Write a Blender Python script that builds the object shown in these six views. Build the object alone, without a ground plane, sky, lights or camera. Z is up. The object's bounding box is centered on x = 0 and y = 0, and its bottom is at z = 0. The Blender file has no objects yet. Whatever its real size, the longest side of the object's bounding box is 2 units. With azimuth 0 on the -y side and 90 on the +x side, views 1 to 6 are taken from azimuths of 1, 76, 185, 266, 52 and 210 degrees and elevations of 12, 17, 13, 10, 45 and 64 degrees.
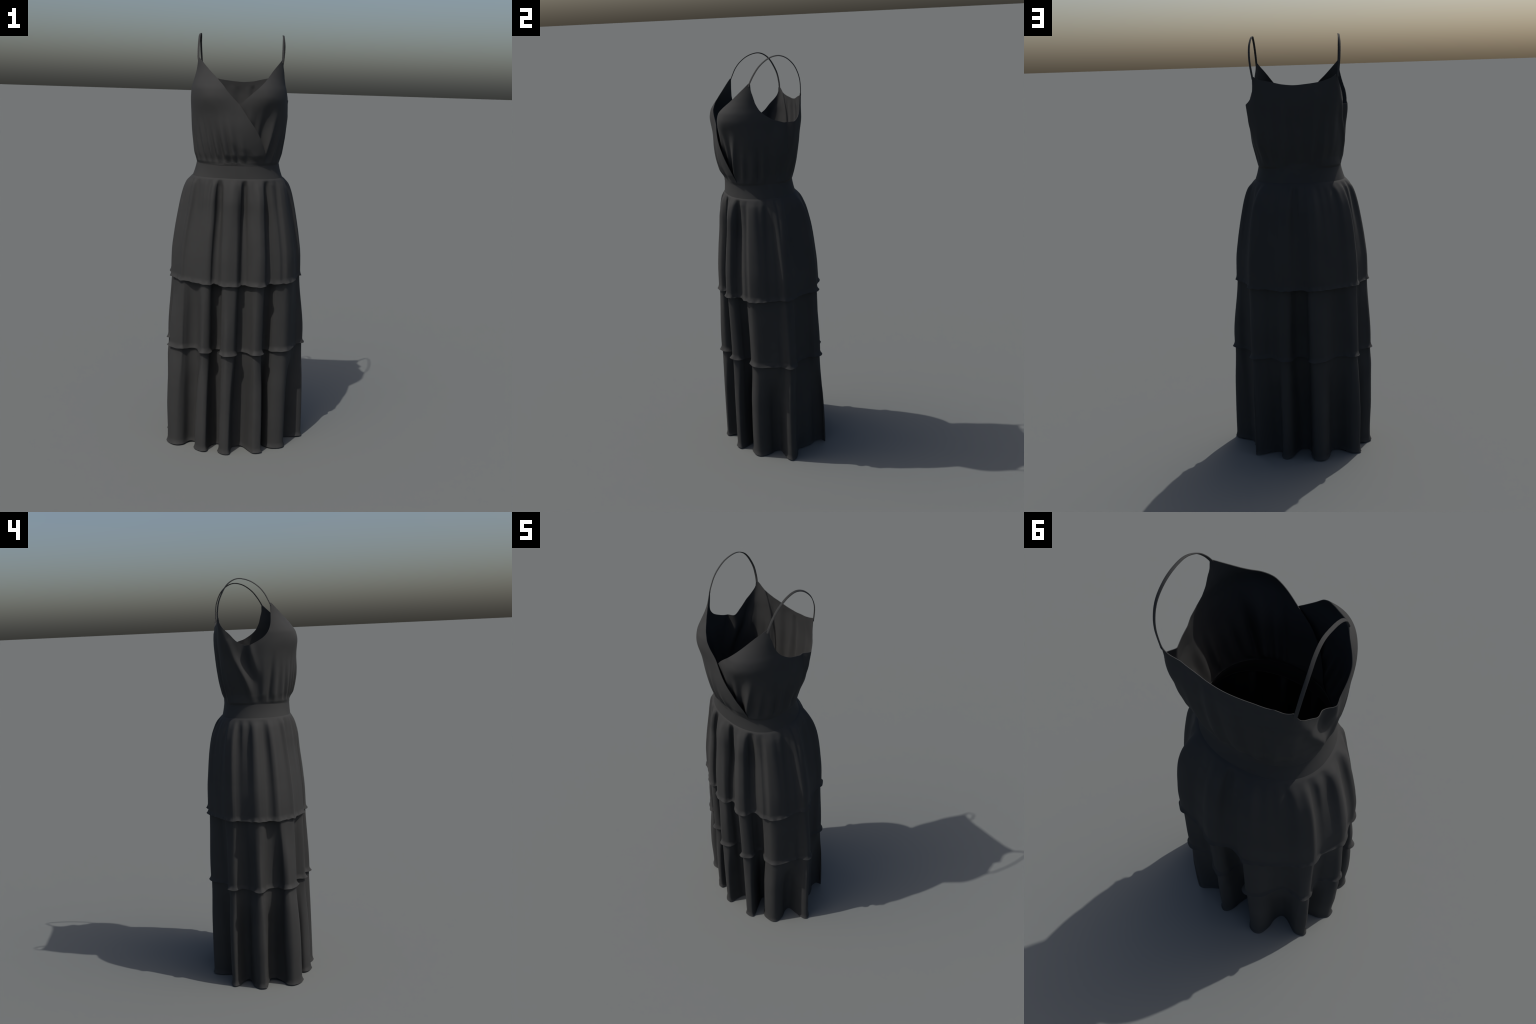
"""Long tiered wrap dress with thin shoulder straps, standing as if worn.

Construction
  * skirt: three overlapping tiers, each a loft between fold outlines (seen
    from above) at the three hems; every fold is a named group of control
    points given at floor hem, middle hem and upper hem
  * waistband: short loft between two ellipses
  * bodice: body-shaped surface in polar form r(phi, z), cut into two wrapped
    front panels and a back panel by rim curves z(phi)
  * straps: flat ribbons swept along arcs over the shoulders
phi is measured from the front (-y) towards +x, in degrees.
"""
import bpy
import numpy as np

rng = np.random.default_rng(7)
CLOTH = 0.0018


# ------------------------------------------------------------------ helpers
def pchip(xs, ys):
    """Monotone cubic through control points, flat beyond the ends."""
    x = np.array(xs, float)
    y = np.array(ys, float)
    h = np.diff(x)
    d = np.diff(y) / h
    m = np.zeros(len(x))
    m[0], m[-1] = d[0], d[-1]
    for i in range(1, len(x) - 1):
        if d[i - 1] * d[i] > 0:
            m[i] = 2 * d[i - 1] * d[i] / (d[i - 1] + d[i])

    def f(t):
        t = np.clip(np.asarray(t, float), x[0], x[-1])
        i = np.clip(np.searchsorted(x, t) - 1, 0, len(h) - 1)
        s = (t - x[i]) / h[i]
        return ((2 * s**3 - 3 * s**2 + 1) * y[i] + (s**3 - 2 * s**2 + s) * h[i] * m[i]
                + (-2 * s**3 + 3 * s**2) * y[i + 1] + (s**3 - s**2) * h[i] * m[i + 1])
    return f


def smoothstep(a, b, t):
    s = np.clip((np.asarray(t, float) - a) / (b - a), 0, 1)
    return s * s * (3 - 2 * s)


def closed_spline(points, per):
    p = np.array(points, float)
    a, b, c, d = np.roll(p, 1, 0), p, np.roll(p, -1, 0), np.roll(p, -2, 0)
    out = []
    for t in np.arange(per) / per:
        out.append(0.5 * (2 * b + (c - a) * t + (2 * a - 5 * b + 4 * c - d) * t**2
                          + (3 * b - a - 3 * c + d) * t**3))
    return np.stack(out, 1).reshape(-1, p.shape[1])


def ring_blur(v, sigma):
    n = len(v)
    k = np.arange(n)
    k = np.minimum(k, n - k)
    w = np.exp(-0.5 * (k / sigma) ** 2)
    w /= w.sum()
    fw = np.fft.rfft(w)
    if v.ndim == 1:
        return np.fft.irfft(np.fft.rfft(v) * fw, n)
    return np.stack([ring_blur(v[:, i], sigma) for i in range(v.shape[1])], 1)


def ring_noise(t, waves, seed):
    """Periodic smooth noise of a ring position t (radians), roughly -1..1."""
    r = np.random.default_rng(seed)
    out = np.zeros(len(t))
    for k in waves:
        out += r.uniform(0.5, 1) * np.cos(k * t + r.uniform(0, 2 * np.pi))
    return out / np.abs(out).max()


def grid_normals(g, wrap):
    if wrap:
        du = np.roll(g, -1, 0) - np.roll(g, 1, 0)
    else:
        du = np.gradient(g, axis=0)
    dv = np.gradient(g, axis=1)
    n = np.cross(du, dv)
    return n / np.maximum(np.linalg.norm(n, axis=-1, keepdims=True), 1e-9)


def cloth_object(name, g, mat, parent, wrap, ends=False, thick=CLOTH):
    """Cloth sheet from a grid g[column, row]: outer skin, inner skin and edges."""
    nu, nv = g.shape[:2]
    inner = g - grid_normals(g, wrap) * thick
    verts = np.concatenate([g.reshape(-1, 3), inner.reshape(-1, 3)])
    off = nu * nv
    cols = nu if wrap else nu - 1
    i = np.arange(cols)[:, None]
    j = np.arange(nv - 1)[None, :]
    i2 = (i + 1) % nu
    quad = np.stack([i * nv + j, i2 * nv + j, i2 * nv + j + 1, i * nv + j + 1], -1).reshape(-1, 4)
    faces = [quad, quad[:, ::-1] + off]
    k = np.arange(cols)
    k2 = (k + 1) % nu
    for r, flip in ((0, True), (nv - 1, False)):
        e = np.stack([k * nv + r, k2 * nv + r, k2 * nv + r + off, k * nv + r + off], -1)
        faces.append(e[:, ::-1] if flip else e)
    if ends:
        q = np.arange(nv - 1)
        for c, flip in ((0, False), (nu - 1, True)):
            e = np.stack([c * nv + q, c * nv + q + 1, c * nv + q + 1 + off, c * nv + q + off], -1)
            faces.append(e[:, ::-1] if flip else e)
    me = bpy.data.meshes.new(name)
    me.from_pydata(verts.tolist(), [], np.concatenate(faces).tolist())
    me.validate()
    me.polygons.foreach_set("use_smooth", [True] * len(me.polygons))
    me.set_sharp_from_angle(angle=np.radians(50))
    me.materials.append(mat)
    ob = bpy.data.objects.new(name, me)
    bpy.context.collection.objects.link(ob)
    ob.parent = parent
    return ob


# ----------------------------------------------------------------- material
def fabric(name, base, weave=900.0):
    m = bpy.data.materials.new(name)
    m.use_nodes = True
    nt = m.node_tree
    N = nt.nodes
    bsdf = N["Principled BSDF"]
    tc = N.new("ShaderNodeTexCoord")
    cloud = N.new("ShaderNodeTexNoise")
    cloud.inputs["Scale"].default_value = 9.0
    cloud.inputs["Detail"].default_value = 3.0
    ramp = N.new("ShaderNodeValToRGB")
    lo = [c * 0.94 for c in base]
    hi = [c * 1.06 for c in base]
    ramp.color_ramp.elements[0].position = 0.3
    ramp.color_ramp.elements[1].position = 0.7
    ramp.color_ramp.elements[0].color = (*lo, 1)
    ramp.color_ramp.elements[1].color = (*hi, 1)
    thread = N.new("ShaderNodeTexNoise")
    thread.inputs["Scale"].default_value = weave
    thread.inputs["Detail"].default_value = 1.0
    bump = N.new("ShaderNodeBump")
    bump.inputs["Strength"].default_value = 0.05
    bump.inputs["Distance"].default_value = 0.0006
    L = nt.links.new
    L(tc.outputs["Object"], cloud.inputs["Vector"])
    L(tc.outputs["Object"], thread.inputs["Vector"])
    L(cloud.outputs["Fac"], ramp.inputs["Fac"])
    L(ramp.outputs["Color"], bsdf.inputs["Base Color"])
    L(thread.outputs["Fac"], bump.inputs["Height"])
    L(bump.outputs["Normal"], bsdf.inputs["Normal"])
    bsdf.inputs["Roughness"].default_value = 0.85
    bsdf.inputs["Specular IOR Level"].default_value = 0.25
    return m


BLACK = (0.0325, 0.0330, 0.0332)
cloth = fabric("black_crepe", BLACK)

dress = bpy.data.objects.new("dress", None)
bpy.context.collection.objects.link(dress)
dress["label"] = "long black tiered wrap dress with thin shoulder straps"
dress["category"] = "dress"

# -------------------------------------------------------------------- skirt
# Each row: x, y at the floor hem, at the middle hem and at the upper hem.
FOLDS = {
    "front_ridge": [
        (-.060, -.165, -.066, -.185, -.075, -.238), (-.064, -.215, -.068, -.222, -.068, -.247),
        (-.062, -.240, -.056, -.246, -.058, -.253), (-.043, -.260, -.042, -.264, -.042, -.259),
        (-.023, -.266, -.022, -.266, -.020, -.259), (-.004, -.256, .008, -.250, .010, -.254),
        (.000, -.214, .020, -.222, .024, -.237)],
    "front_valley": [
        (.008, -.176, .020, -.195, .030, -.221), (.030, -.164, .040, -.186, .046, -.219)],
    "front_right_ridge": [
        (.056, -.172, .066, -.203, .061, -.231), (.084, -.212, .086, -.229, .085, -.246),
        (.107, -.238, .102, -.239, .110, -.250), (.132, -.237, .125, -.231, .129, -.245),
        (.151, -.223, .144, -.208, .147, -.230), (.143, -.196, .143, -.185, .152, -.208)],
    "front_right_valley": [
        (.124, -.166, .136, -.165, .156, -.193), (.088, -.108, .136, -.140, .166, -.183),
        (.112, -.098, .148, -.134, .183, -.181)],
    "right_front_panel": [
        (.147, -.136, .166, -.145, .201, -.181), (.172, -.161, .182, -.158, .217, -.177),
        (.198, -.173, .206, -.163, .230, -.167), (.236, -.168, .240, -.158, .250, -.160),
        (.259, -.150, .262, -.143, .266, -.142), (.263, -.124, .277, -.118, .281, -.116),
        (.254, -.090, .286, -.092, .289, -.090), (.238, -.062, .294, -.068, .292, -.065),
        (.242, -.036, .303, -.043, .298, -.040)],
    "right_ridge": [
        (.287, -.029, .310, -.022, .302, -.018), (.333, -.021, .335, -.006, .317, -.003),
        (.354, -.002, .346, .012, .322, .014), (.340, .024, .336, .036, .317, .034),
        (.298, .044, .313, .056, .302, .056)],
    "right_back_valley": [
        (.262, .060, .280, .064, .286, .072), (.248, .090, .254, .092, .266, .093),
        (.242, .117, .240, .118, .250, .120), (.225, .145, .235, .140, .241, .147),
        (.206, .166, .240, .158, .243, .165)],
    "right_back_ridge": [
        (.206, .196, .242, .172, .242, .182), (.231, .213, .237, .198, .231, .200),
        (.205, .217, .215, .213, .212, .208), (.160, .193, .170, .208, .181, .211),
        (.122, .180, .136, .202, .142, .214)],
    "back_right_ridge": [
        (.102, .190, .112, .220, .110, .229), (.096, .236, .092, .242, .090, .246),
        (.080, .254, .066, .253, .070, .257), (.062, .254, .045, .247, .045, .255),
        (.040, .230, .032, .230, .024, .246)],
    "back_valley": [
        (.024, .188, .024, .202, .010, .238), (.006, .154, .010, .181, -.005, .232),
        (-.016, .147, -.010, .184, -.018, .233), (-.039, .168, -.034, .200, -.032, .240)],
    "back_left_ridge": [
        (-.049, .225, -.044, .240, -.046, .250), (-.065, .262, -.062, .264, -.066, .260),
        (-.093, .273, -.087, .264, -.095, .255), (-.120, .260, -.122, .246, -.120, .243),
        (-.138, .220, -.143, .222, -.141, .230)],
    "back_left_valley": [
        (-.145, .174, -.156, .205, -.162, .218), (-.163, .151, -.174, .184, -.182, .205),
        (-.190, .155, -.200, .177, -.205, .193)],
    "left_back_ridge": [
        (-.222, .175, -.225, .179, -.228, .185), (-.248, .187, -.254, .183, -.248, .176),
        (-.276, .183, -.273, .174, -.268, .162), (-.290, .168, -.285, .157, -.284, .145),
        (-.283, .148, -.287, .141, -.287, .130)],
    "left_back_valley": [
        (-.262, .130, -.278, .120, -.286, .118), (-.243, .108, -.276, .102, -.288, .104),
        (-.247, .091, -.282, .085, -.297, .088)],
    "left_ridge": [
        (-.275, .082, -.300, .072, -.310, .070), (-.308, .073, -.322, .058, -.323, .053),
        (-.334, .055, -.343, .045, -.334, .035), (-.342, .033, -.350, .022, -.338, .015),
        (-.336, .013, -.335, .005, -.333, -.005)],
    "left_valley": [
        (-.300, .002, -.310, -.008, -.326, -.022), (-.262, -.010, -.295, -.022, -.320, -.035),
        (-.250, -.033, -.287, -.045, -.320, -.050), (-.266, -.056, -.290, -.066, -.326, -.068)],
    "left_front_ridge": [
        (-.290, -.077, -.300, -.078, -.325, -.085), (-.317, -.091, -.320, -.092, -.312, -.102),
        (-.328, -.116, -.325, -.115, -.296, -.122), (-.321, -.140, -.313, -.134, -.280, -.144),
        (-.300, -.164, -.288, -.156, -.266, -.167), (-.270, -.176, -.255, -.170, -.247, -.172),
        (-.240, -.165, -.236, -.163, -.232, -.178)],
    "left_front_valley": [
        (-.214, -.135, -.212, -.150, -.215, -.188), (-.185, -.130, -.190, -.152, -.202, -.197),
        (-.170, -.156, -.176, -.172, -.188, -.206)],
    "front_left_ridge": [
        (-.184, -.192, -.169, -.198, -.174, -.215), (-.176, -.215, -.161, -.219, -.158, -.225),
        (-.155, -.233, -.145, -.229, -.142, -.232), (-.135, -.240, -.122, -.222, -.125, -.233),
        (-.117, -.230, -.107, -.205, -.112, -.228)],
    "front_left_valley": [
        (-.110, -.190, -.100, -.172, -.103, -.215), (-.094, -.158, -.086, -.156, -.092, -.214),
        (-.070, -.147, -.070, -.158, -.082, -.224)],
}
PER = 8
outline = closed_spline([p for fold in FOLDS.values() for p in fold], PER)
NC = len(outline)
HEM_FLOOR, HEM_MID, HEM_TOP = outline[:, 0:2], outline[:, 2:4], outline[:, 4:6]
Z_FLOOR, Z_MID, Z_TOP, Z_BAND = 0.0, 0.500, 0.848, 1.341
WAIST = np.array([-.010, -.017])


def outward(p):
    t = np.roll(p, -1, 0) - np.roll(p, 1, 0)
    n = np.stack([t[:, 1], -t[:, 0]], 1)
    n = ring_blur(n, 3)
    return n / np.linalg.norm(n, axis=1, keepdims=True)


def polar(p):
    d = p - WAIST
    return np.arctan2(d[:, 0], -d[:, 1]), np.hypot(d[:, 0], d[:, 1])


def stay_inside(p, limit, gap):
    """Pull outline p inside the outline limit, seen from the waist axis."""
    la, lr = polar(limit)
    order = np.argsort(la)
    la, lr = la[order], lr[order]
    a, r = polar(p)
    cap = np.interp(a, np.r_[la - 2 * np.pi, la, la + 2 * np.pi], np.tile(lr, 3)) - gap
    r2 = np.minimum(r, cap)
    r2 = np.minimum(r, ring_blur(r2, 4))
    return WAIST + np.stack([np.sin(a) * r2, -np.cos(a) * r2], 1)


FLARE = 0.0075
body_floor = HEM_FLOOR - outward(HEM_FLOOR) * 0.0055
body_mid = HEM_MID - outward(HEM_MID) * FLARE
body_top = HEM_TOP - outward(HEM_TOP) * FLARE


def waist_ring(xl, xr, yf, yb, n, ang):
    s, c = np.sin(ang), np.cos(ang)
    a = np.where(s < 0, xl, xr)
    b = np.where(c > 0, yf, yb)
    r = ((np.abs(s) / a) ** n + (np.abs(c) / b) ** n) ** (-1 / n)
    return np.stack([WAIST[0] + r * s, WAIST[1] - r * c], 1)


BAND_BOTTOM = (.216, .217, .171, .172, 2.25)
BAND_TOP = (.195, .196, .168, .158, 2.2)


def hem_rows(z_top, z_hem, n):
    """Row heights from top to hem, crowded near the hem curl."""
    body = np.linspace(z_top, z_hem + 0.032, n, endpoint=False)
    curl = z_hem + 0.032 * (1 - np.linspace(0, 1, 15))
    return np.concatenate([body, curl])


def curl_hem(g, sections, zs, z_hem, hem_dip, seed, flare):
    """Stack outlines into a tier and turn its lower edge outwards in small waves."""
    step = np.linalg.norm(np.roll(sections[-1], -1, 0) - sections[-1], axis=1)
    along = np.r_[0, np.cumsum(step)[:-1]] / step.sum() * 2 * np.pi
    lettuce = ring_noise(along, (23, 31, 38, 47, 58), seed)
    crest = np.sum((sections[-1] - ring_blur(sections[-1], 1.3 * PER)) * outward(sections[-1]), 1)
    crest = ring_blur(0.75 + 0.35 * np.clip(crest / 0.012, -0.3, 1), 3)
    for k, z in enumerate(zs):
        p = sections[k]
        w = max(0.0, 1 - (z - z_hem) / 0.026) ** 2.0
        q = p + outward(p) * (flare * crest * (1.0 + 0.45 * lettuce) * w)[:, None]
        g[:, k, :2] = q
        near = smoothstep(0.25, 0.0, z - z_hem)
        g[:, k, 2] = z + near * hem_dip + 0.0035 * w * lettuce
    return g


# upper tier: gathered under the waistband, rounding out over the hips
ang_top = polar(ring_blur(HEM_TOP, 1.5 * PER))[0]
band_line = waist_ring(*BAND_BOTTOM, ang_top)
a_top, r_top = polar(body_top)
r_env = np.max([np.roll(r_top, k) for k in range(-4 * PER, 4 * PER + 1)], 0)
r_env = ring_blur(r_env, 2.5 * PER) - 0.002
soft_top = WAIST + np.stack([np.sin(a_top) * r_env, -np.cos(a_top) * r_env], 1)
fold_top = body_top - soft_top
swell = pchip([.84, .95, 1.05, 1.13, 1.20, 1.25, 1.285, 1.304, 1.318, 1.329, 1.335, 1.338],
              [1.0, .97, .855, .725, .59, .475, .365, .275, .17, .08, .02, -.03])
swell_back = pchip([.84, .95, 1.05, 1.12, 1.18, 1.24, 1.285, 1.304, 1.318, 1.329, 1.335, 1.338],
                   [1.0, .98, .91, .845, .76, .61, .415, .295, .18, .08, .02, -.03])
behind = smoothstep(-0.1, -0.75, np.cos(ang_top))[:, None]
ahead = smoothstep(0.5, 0.9, np.cos(ang_top))[:, None]
fold_gain = pchip([.84, 1.05, 1.18, 1.25, 1.295, 1.318, 1.331],
                  [1.0, 1.15, 1.20, 1.0, .62, .24, 0.0])
gather = ring_noise(ang_top, (22, 27, 31, 36), 5)
gather_gain = pchip([.84, 1.0, 1.15, 1.25, 1.300, 1.32, 1.331], [0, .0012, .0034, .0058, .0060, .0030, 0])
zs = hem_rows(1.338, Z_TOP, 90)
secs = []
for z in zs:
    sw = swell(z) + (swell_back(z) - swell(z)) * behind + 0.08 * ahead * np.exp(-(((z - 1.24) / 0.06) ** 2))
    p = band_line + (soft_top - band_line) * sw + fold_top * fold_gain(z) * (1 - 0.25 * behind)
    secs.append(p + outward(p) * (gather * gather_gain(z))[:, None])
front = np.clip(-(HEM_TOP[:, 1]) / .26, 0, 1)
g = np.zeros((NC, len(zs), 3))
curl_hem(g, secs, zs, Z_TOP, -.010 * front, 11, 0.009)
skirt_tier = cloth_object("skirt_tier", g[:, ::-1], cloth, dress, True)

# middle tier: comes out from under the upper hem and deepens its folds
start = body_mid + (body_top - body_mid) * 0.42
start = stay_inside(start, body_top, 0.004)
zs = hem_rows(0.93, Z_MID, 46)
secs = []
for z in zs:
    t = smoothstep(0.87, 0.55, z)
    p = start + (body_mid - start) * t
    secs.append(p - outward(p) * (0.008 * smoothstep(0.87, 0.93, z)))
g = np.zeros((NC, len(zs), 3))
curl_hem(g, secs, zs, Z_MID, 0 * front, 12, 0.010)
cloth_object("skirt_tier", g[:, ::-1], cloth, dress, True)

# lower tier: falls to the floor
start = body_mid - outward(body_mid) * 0.0035
zs = hem_rows(0.58, Z_FLOOR, 60)
secs = []
for z in zs:
    t = 0.5 * smoothstep(0.49, 0.06, z) + 0.5 * smoothstep(0.49, 0.28, z)
    p = start + (body_floor - start) * t
    belly = 0.006 * smoothstep(-.24, -.31, p[:, 0]) * smoothstep(.05, .22, z) * smoothstep(.50, .40, z)
    secs.append(p + outward(p) * (belly - 0.007 * smoothstep(0.52, 0.58, z))[:, None])
g = np.zeros((NC, len(zs), 3))
hollow = np.sum((ring_blur(body_floor, 3 * PER) - body_floor) * outward(body_floor), 1)
lift = 0.009 * np.clip(hollow / 0.03, 0, 1) * smoothstep(-.19, -.24, body_floor[:, 0])
curl_hem(g, secs, zs, Z_FLOOR, lift, 13, 0.006)
g[:, :, 2] -= g[:, :, 2].min()
cloth_object("skirt_tier", g[:, ::-1], cloth, dress, True)

# ---------------------------------------------------------------- waistband
ang = np.linspace(0, 2 * np.pi, 360, endpoint=False)
lo, hi = waist_ring(*BAND_BOTTOM, ang), waist_ring(*BAND_TOP, ang)
rows = []
for t in np.linspace(0, 1, 14):
    ease = t + 0.12 * np.sin(np.pi * t)
    p = lo + (hi - lo) * ease
    z = 1.333 + t * (1.408 - 1.333) + 0.005 * np.clip(np.cos(ang), 0, 1) * (0.3 + 0.7 * t)
    rows.append(np.column_stack([p, z]))
cloth_object("waistband", np.stack(rows, 1), cloth, dress, True)

# ------------------------------------------------------------------- bodice
AXIS = np.array([-.008, -.020])
HEIGHTS = [1.40, 1.42, 1.45, 1.50, 1.56, 1.63, 1.70, 1.74, 1.77, 1.80, 1.835, 1.90]
side_left = pchip(HEIGHTS, [.198, .202, .209, .215, .221, .226, .230, .228, .222, .217, .214, .218])
side_right = pchip(HEIGHTS, [.195, .199, .205, .213, .222, .229, .227, .221, .215, .213, .214, .220])
front_depth = pchip(HEIGHTS, [.165, .167, .176, .189, .1995, .207, .213, .209, .195, .174, .152, .120])
back_depth = pchip(HEIGHTS, [.154, .159, .166, .175, .182, .187, .191, .191, .191, .190, .187, .182])
cleft = pchip(HEIGHTS, [0, 0, 0, 0, .002, .009, .020, .026, .028, .028, .028, .028])
# extra radius behind the arms: shoulder-blade corners, the loose flap behind
# the right armhole and the hollow of the drape under the left one
BACK_ANGLES = [84, 92, 100, 114, 119.5, 126, 133, 145, 160, 180, 200, 215, 227, 236, 245, 255, 262, 270, 276]
BACK_RADIUS = {
    1.82: [0, 0, 0, 0, .240, .252, .260, .221, .196, .186, .196, .222, .261, .252, .24, 0, 0, 0, 0],
    1.72: [0, 0, .222, .231, .266, .262, .258, .228, .206, .198, .206, .228, .252, .245, .237, .230, .232, 0, 0],
    1.62: [0, 0, .234, .241, .256, .251, .244, .220, .201, .194, .201, .218, .236, .231, .226, .224, .228, 0, 0],
    1.52: [0, 0, .222, .227, .231, .230, .225, .205, .190, .184, .190, .205, .220, .219, .218, .217, .217, 0, 0],
    1.45: [0, 0, .204, .206, .207, .205, .201, .189, .176, .170, .175, .187, .198, .201, .203, .204, .204, 0, 0],
}


def base_radius(phi, z):
    s, c = np.sin(phi), np.cos(phi)
    a = np.where(s < 0, side_left(z), side_right(z))
    b = np.where(c > 0, front_depth(z), back_depth(z))
    n = 2.4 + 0.4 * smoothstep(0.15, -0.15, c)
    r = ((np.abs(s) / a) ** n + (np.abs(c) / b) ** n) ** (-1 / n)
    w = (phi + np.pi) % (2 * np.pi) - np.pi
    bust = np.where(w < 0, 0.015, 0.018) * np.exp(-(((np.abs(w) - np.where(w < 0, 0.53, 0.56)) / 0.39) ** 2) - ((z - 1.715) / 0.072) ** 2)
    return r + bust - cleft(z) * np.exp(-((w / 0.42) ** 2))


_levels = sorted(BACK_RADIUS)
_extra = []
for zl in _levels:
    tgt = np.array(BACK_RADIUS[zl])
    base = base_radius(np.radians(BACK_ANGLES), np.full(len(tgt), zl))
    _extra.append(np.where(tgt > 0, tgt - base, 0.0))
_extra = [np.zeros(len(BACK_ANGLES))] + _extra + [_extra[-1]]
_levels = [1.402] + _levels + [1.90]
_by_angle = [pchip(BACK_ANGLES, e) for e in _extra]

# soft gathers: phi at waist, phi at upper end, z of upper end, half width, depth
LEFT_GATHERS = [
    (267, 271, 1.56, 3.0, -.006), (274, 279, 1.66, 3.2, .005), (282, 288, 1.66, 2.6, -.006), (289, 293, 1.68, 2.6, .005),
    (296, 299, 1.66, 2.4, -.005), (303, 303, 1.66, 2.6, .005), (309, 307, 1.64, 2.2, -.005), (314, 311, 1.66, 2.2, .006),
    (319, 315, 1.66, 2.0, -.005), (324, 320, 1.70, 2.2, .006), (329, 324, 1.64, 2.0, -.006), (334, 328, 1.68, 2.4, .006),
    (341, 331, 1.64, 2.4, -.007), (347, 335, 1.72, 2.8, .008), (353, 342, 1.64, 2.4, -.008), (359, 348, 1.62, 2.8, .006),
    (365, 355, 1.54, 2.4, -.007), (372, 361, 1.56, 3.4, .007), (382, 372, 1.50, 4.0, -.004), (391, 384, 1.50, 4.0, .004),
]
RIGHT_GATHERS = [
    (372, 379, 1.68, 3.0, .005), (379, 386, 1.66, 3.0, -.007), (386, 394, 1.64, 3.0, .006), (391, 401, 1.68, 3.6, -.014),
    (399, 410, 1.72, 3.0, .009), (407, 416, 1.68, 4.0, -.010), (414, 420, 1.64, 3.0, .006),
    (421, 426, 1.62, 3.0, -.006), (428, 431, 1.64, 3.2, .006), (436, 438, 1.60, 3.0, -.006), (443, 443, 1.60, 3.0, .005),
    (450, 450, 1.62, 3.2, -.005), (458, 459, 1.58, 3.2, .004), (465, 466, 1.60, 3.0, -.004),
]
BACK_GATHERS = [
    (120, 124, 1.62, 2.6, -.004), (128, 131, 1.66, 2.6, .004), (137, 134, 1.62, 2.6, -.005), (143, 146, 1.92, 3.0, .004),
    (152, 156, 1.90, 3.4, -.006), (162, 163, 1.94, 3.4, .004), (173, 170, 1.86, 4.0, -.005),
    (182, 188, 1.94, 4.0, .005), (192, 197, 1.92, 3.6, -.005), (201, 206, 1.94, 3.0, .005),
    (209, 212, 1.86, 3.0, -.006), (217, 219, 1.70, 2.6, .004), (226, 223, 1.64, 2.6, -.005), (258, 246, 1.60, 3.0, .003),
]


# sling of loose cloth under the left arm: long ridge, the hollow in front of
# it and a short lip below the armhole (angle by height, height of relief, width)
DRAPE = [
    (pchip([1.41, 1.52, 1.578, 1.635, 1.70, 1.756, 1.80], [262, 254, 247, 240.5, 236, 231, 228]),
     pchip([1.40, 1.43, 1.50, 1.58, 1.66, 1.74, 1.80], [0, .004, .010, .013, .011, .005, 0]), 4.6),
    (pchip([1.46, 1.50, 1.54, 1.60, 1.66, 1.72], [268, 264.5, 261, 255.5, 251.5, 254]),
     pchip([1.44, 1.49, 1.54, 1.60, 1.66, 1.71, 1.75], [0, -.004, -.011, -.015, -.013, -.012, -.010]), 6.5),
    (pchip([1.56, 1.62, 1.70], [269, 264, 260]), pchip([1.54, 1.60, 1.66, 1.72], [0, .003, .006, .004]), 4.0),
]
uneven = np.random.default_rng(21)
LEFT_GATHERS, RIGHT_GATHERS, BACK_GATHERS = [
    [(a, b + uneven.uniform(-2, 2), zt + uneven.uniform(-.04, .05), w * uneven.uniform(.8, 1.35), d * uneven.uniform(.55, 1.45))
     for a, b, zt, w, d in group] for group in (LEFT_GATHERS, RIGHT_GATHERS, BACK_GATHERS)]


def bodice_radius(phi_deg, z, gathers, below_rim):
    phi_deg = np.asarray(phi_deg, float)
    z = np.asarray(z, float)
    phi = np.radians(phi_deg)
    r = base_radius(phi, z)
    pm = phi_deg % 360
    stack = np.stack([f(pm) * ((pm > 84) & (pm < 276)) for f in _by_angle])
    lv = np.array(_levels)
    i = np.clip(np.searchsorted(lv, z) - 1, 0, len(lv) - 2)
    t = np.clip((z - lv[i]) / (lv[i + 1] - lv[i]), 0, 1)
    t = 0.5 * t + 0.5 * t * t * (3 - 2 * t)
    lo = np.take_along_axis(stack, i[None], 0)[0]
    hi = np.take_along_axis(stack, i[None] + 1, 0)[0]
    r = r + lo + (hi - lo) * t
    for path, depth, wid in DRAPE:
        d = (pm - path(z)) / wid
        r = r + depth(z) * np.exp(-d * d)
    for p0, p1, zt, wid, amp in gathers:
        s = np.clip((z - 1.405) / (zt - 1.405), 0, 1)
        mid = p0 + (p1 - p0) * s
        d = (phi_deg - mid + 180) % 360 - 180
        env = smoothstep(1.400, 1.455, z) * smoothstep(1.0, 0.35, s) * below_rim
        r = r + amp * np.exp(-((d / (wid * (1 + 0.4 * s))) ** 2)) * env
    return r


def rim_columns(points, step):
    """Resample a rim polyline (phi, z) so columns crowd where the rim is steep."""
    p = np.array(points, float)
    f = pchip(p[:, 0], p[:, 1])
    fine = np.linspace(p[0, 0], p[-1, 0], 6000)
    zz = f(fine)
    arc = np.r_[0, np.cumsum(np.hypot(np.diff(fine) * 0.0038, np.diff(zz)))]
    s = np.linspace(0, arc[-1], int(arc[-1] / step))
    phi = np.interp(s, arc, fine)
    return phi, f(phi)


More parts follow.
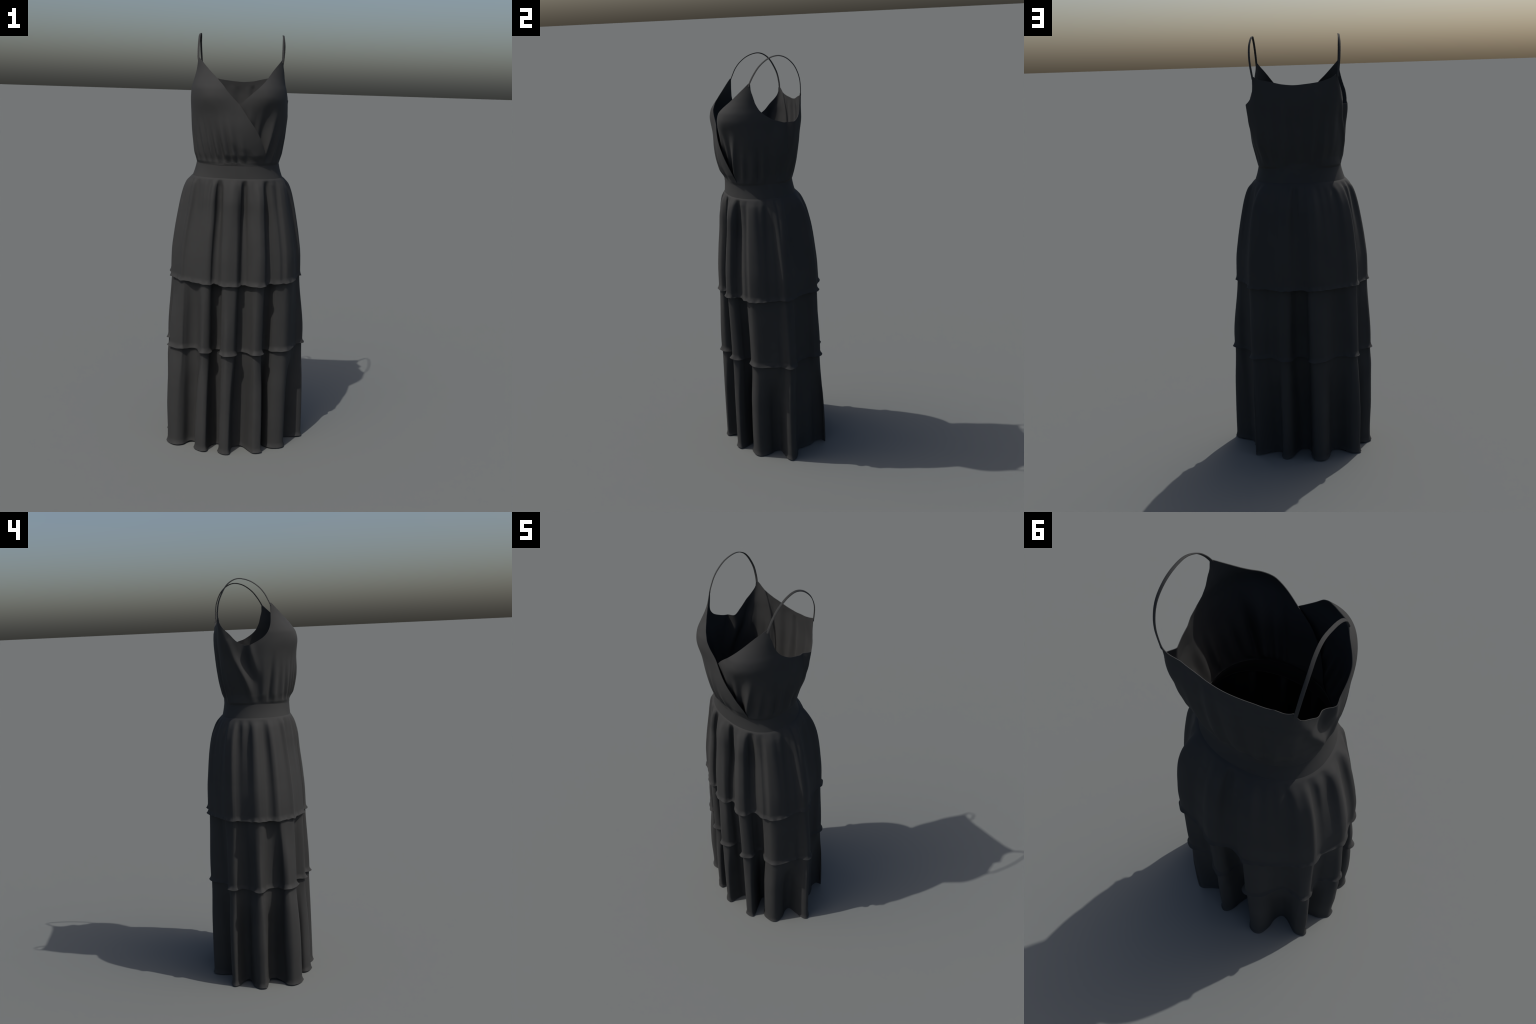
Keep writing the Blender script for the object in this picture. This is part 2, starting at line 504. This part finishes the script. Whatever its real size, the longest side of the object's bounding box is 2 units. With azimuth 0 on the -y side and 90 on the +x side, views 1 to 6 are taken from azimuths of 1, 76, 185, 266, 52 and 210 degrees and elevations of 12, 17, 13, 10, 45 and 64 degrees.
def bodice_panel(name, rim, lift, gathers, taut=0.0, rows=90, hang=1.397):
    phi, top = rim_columns(rim, 0.0022)
    v = np.linspace(0, 1, rows) ** 1.15
    z = hang + (np.maximum(top, hang + .002) - hang)[:, None] * v[None]
    ph = np.repeat(phi[:, None], rows, 1)
    below = np.maximum(smoothstep(taut * 0.4, taut, top[:, None] - z), smoothstep(310, 290, ph) * smoothstep(225, 245, ph)) if taut else 1.0
    r = bodice_radius(ph, z, gathers, below) + lift(ph, z)
    a = np.radians(ph)
    ring = waist_ring(*BAND_TOP, a.ravel()).reshape(*a.shape, 2)
    grip = np.hypot(ring[..., 0] - AXIS[0], ring[..., 1] - AXIS[1]) + 0.0012
    r = grip + (r - grip) * smoothstep(1.396, 1.412, z)
    r = np.maximum(r, grip - 0.03 * smoothstep(1.42, 1.47, z))
    g = np.stack([AXIS[0] + r * np.sin(a), AXIS[1] - r * np.cos(a), z], -1)
    return cloth_object(name, g, cloth, dress, False, ends=name.endswith("front_panel"))


# left front panel lies on top: armhole, strap point, then the long crossing edge
bodice_panel("bodice_front_panel", [
    (262, 1.689), (267, 1.698), (272.3, 1.709), (278.7, 1.726), (284.1, 1.752), (287.9, 1.785),
    (289.8, 1.830), (290.4, 1.880), (292.2, 1.881), (292.8, 1.8795), (297, 1.869), (306.6, 1.845), (318.4, 1.817), (329.2, 1.792),
    (340.2, 1.760), (349.4, 1.721), (363, 1.671), (374.2, 1.612), (385.7, 1.551), (391.4, 1.512),
    (396.5, 1.478), (400.5, 1.440), (402.5, 1.403)],
    lambda p, z: .008 * smoothstep(325, 352, p) * smoothstep(1.402, 1.45, z) * (1 - 0.8 * smoothstep(1.56, 1.72, z))
    + .002 * smoothstep(375, 398, p) * smoothstep(1.42, 1.47, z), LEFT_GATHERS + BACK_GATHERS, taut=0.05)
# right front panel tucks underneath on the inside
bodice_panel("bodice_front_panel", [
    (318, 1.404), (328, 1.47), (339, 1.55), (350, 1.615), (363, 1.671), (379.5, 1.731),
    (391.1, 1.768), (402.2, 1.800), (414.9, 1.837), (424, 1.863), (429.3, 1.8795), (429.8, 1.881), (431.6, 1.880), (432.3, 1.85),
    (434.2, 1.826), (437.4, 1.787), (443, 1.752), (453, 1.722), (460, 1.708), (465, 1.702)],
    lambda p, z: -.010 * smoothstep(418, 388, p) * smoothstep(1.40, 1.45, z) * smoothstep(1.71, 1.55, z) - .003 * smoothstep(400, 370, p),
    RIGHT_GATHERS + BACK_GATHERS)
# back panel with the two rear strap points
bodice_panel("bodice_back_panel", [
    (105, 1.702), (112, 1.694), (119, 1.697), (122, 1.703), (126, 1.716), (129.5, 1.738), (131.3, 1.775), (132.2, 1.820),
    (134.2, 1.821), (134.7, 1.819), (139.5, 1.807), (151.9, 1.794), (164.5, 1.784), (178.7, 1.780), (195, 1.784),
    (210, 1.791), (220, 1.805), (224.8, 1.820), (225.3, 1.822), (227.3, 1.822), (228.0, 1.800), (232, 1.770), (238, 1.742),
    (245, 1.708), (250, 1.694), (255, 1.686), (262, 1.689)],
    lambda p, z: 0 * p, BACK_GATHERS + LEFT_GATHERS[:4] + RIGHT_GATHERS[-4:], taut=0.04)


# ------------------------------------------------------------------- straps
def strap(path, width=0.0095, thick=0.0032):
    ctrl = np.array(path, float)
    arc = np.r_[0, np.cumsum(np.linalg.norm(np.diff(ctrl, axis=0), axis=1))]
    # natural cubic feel: smooth each coordinate over arc length
    s = np.linspace(0, arc[-1], 90)
    k = np.zeros((90, 3))
    pad = np.vstack([2 * ctrl[0] - ctrl[1], ctrl, 2 * ctrl[-1] - ctrl[-2]])
    seg = np.clip(np.searchsorted(arc, s, "right") - 1, 0, len(ctrl) - 2)
    for n, (i, sv) in enumerate(zip(seg, s)):
        t = (sv - arc[i]) / (arc[i + 1] - arc[i])
        a, b, c, d = pad[i], pad[i + 1], pad[i + 2], pad[i + 3]
        k[n] = 0.5 * (2 * b + (c - a) * t + (2 * a - 5 * b + 4 * c - d) * t**2 + (3 * b - a - 3 * c + d) * t**3)
    tan = np.gradient(k, axis=0)
    tan /= np.linalg.norm(tan, axis=1, keepdims=True)
    centre = np.array([k[:, 0].mean() * 0.0, 0.04, 1.80])
    rad = k - centre
    rad[:, 0] *= 0.35
    side = np.cross(tan, rad)
    side /= np.linalg.norm(side, axis=1, keepdims=True)
    up = np.cross(side, tan)
    profile = [(-.5, -.3), (-.5, .3), (-.38, .5), (.38, .5), (.5, .3), (.5, -.3), (.38, -.5), (-.38, -.5)]
    ring = len(profile)
    verts, faces = [], []
    for p, sd, u in zip(k, side, up):
        verts += [tuple(p + sd * a * width + u * b * thick) for a, b in profile]
    for i in range(len(k) - 1):
        for j in range(ring):
            j2 = (j + 1) % ring
            faces.append((i * ring + j, i * ring + j2, (i + 1) * ring + j2, (i + 1) * ring + j))
    faces.append(tuple(range(ring))[::-1])
    faces.append(tuple((len(k) - 1) * ring + j for j in range(ring)))
    me = bpy.data.meshes.new("shoulder_strap")
    me.from_pydata(verts, [], faces)
    me.polygons.foreach_set("use_smooth", [True] * len(me.polygons))
    me.set_sharp_from_angle(angle=np.radians(40))
    me.materials.append(cloth)
    ob = bpy.data.objects.new("shoulder_strap", me)
    bpy.context.collection.objects.link(ob)
    ob.parent = dress
    import bmesh
    bm = bmesh.new()
    bm.from_mesh(me)
    bmesh.ops.recalc_face_normals(bm, faces=bm.faces)
    bm.to_mesh(me)
    bm.free()
    return ob


strap([(-.198, -.095, 1.868), (-.201, -.088, 1.884), (-.203, -.065, 1.928), (-.204, -.036, 1.961), (-.205, .004, 1.987),
       (-.204, .052, 1.9985), (-.206, .090, 1.987), (-.209, .122, 1.956), (-.208, .150, 1.900),
       (-.204, .160, 1.850), (-.199, .161, 1.812)])
strap([(.1885, -.092, 1.866), (.189, -.087, 1.882), (.1895, -.066, 1.919), (.190, -.036, 1.957), (.190, .007, 1.988),
       (.189, .052, 1.9985), (.192, .090, 1.987), (.196, .122, 1.957), (.196, .142, 1.920),
       (.192, .154, 1.875), (.182, .158, 1.810)])
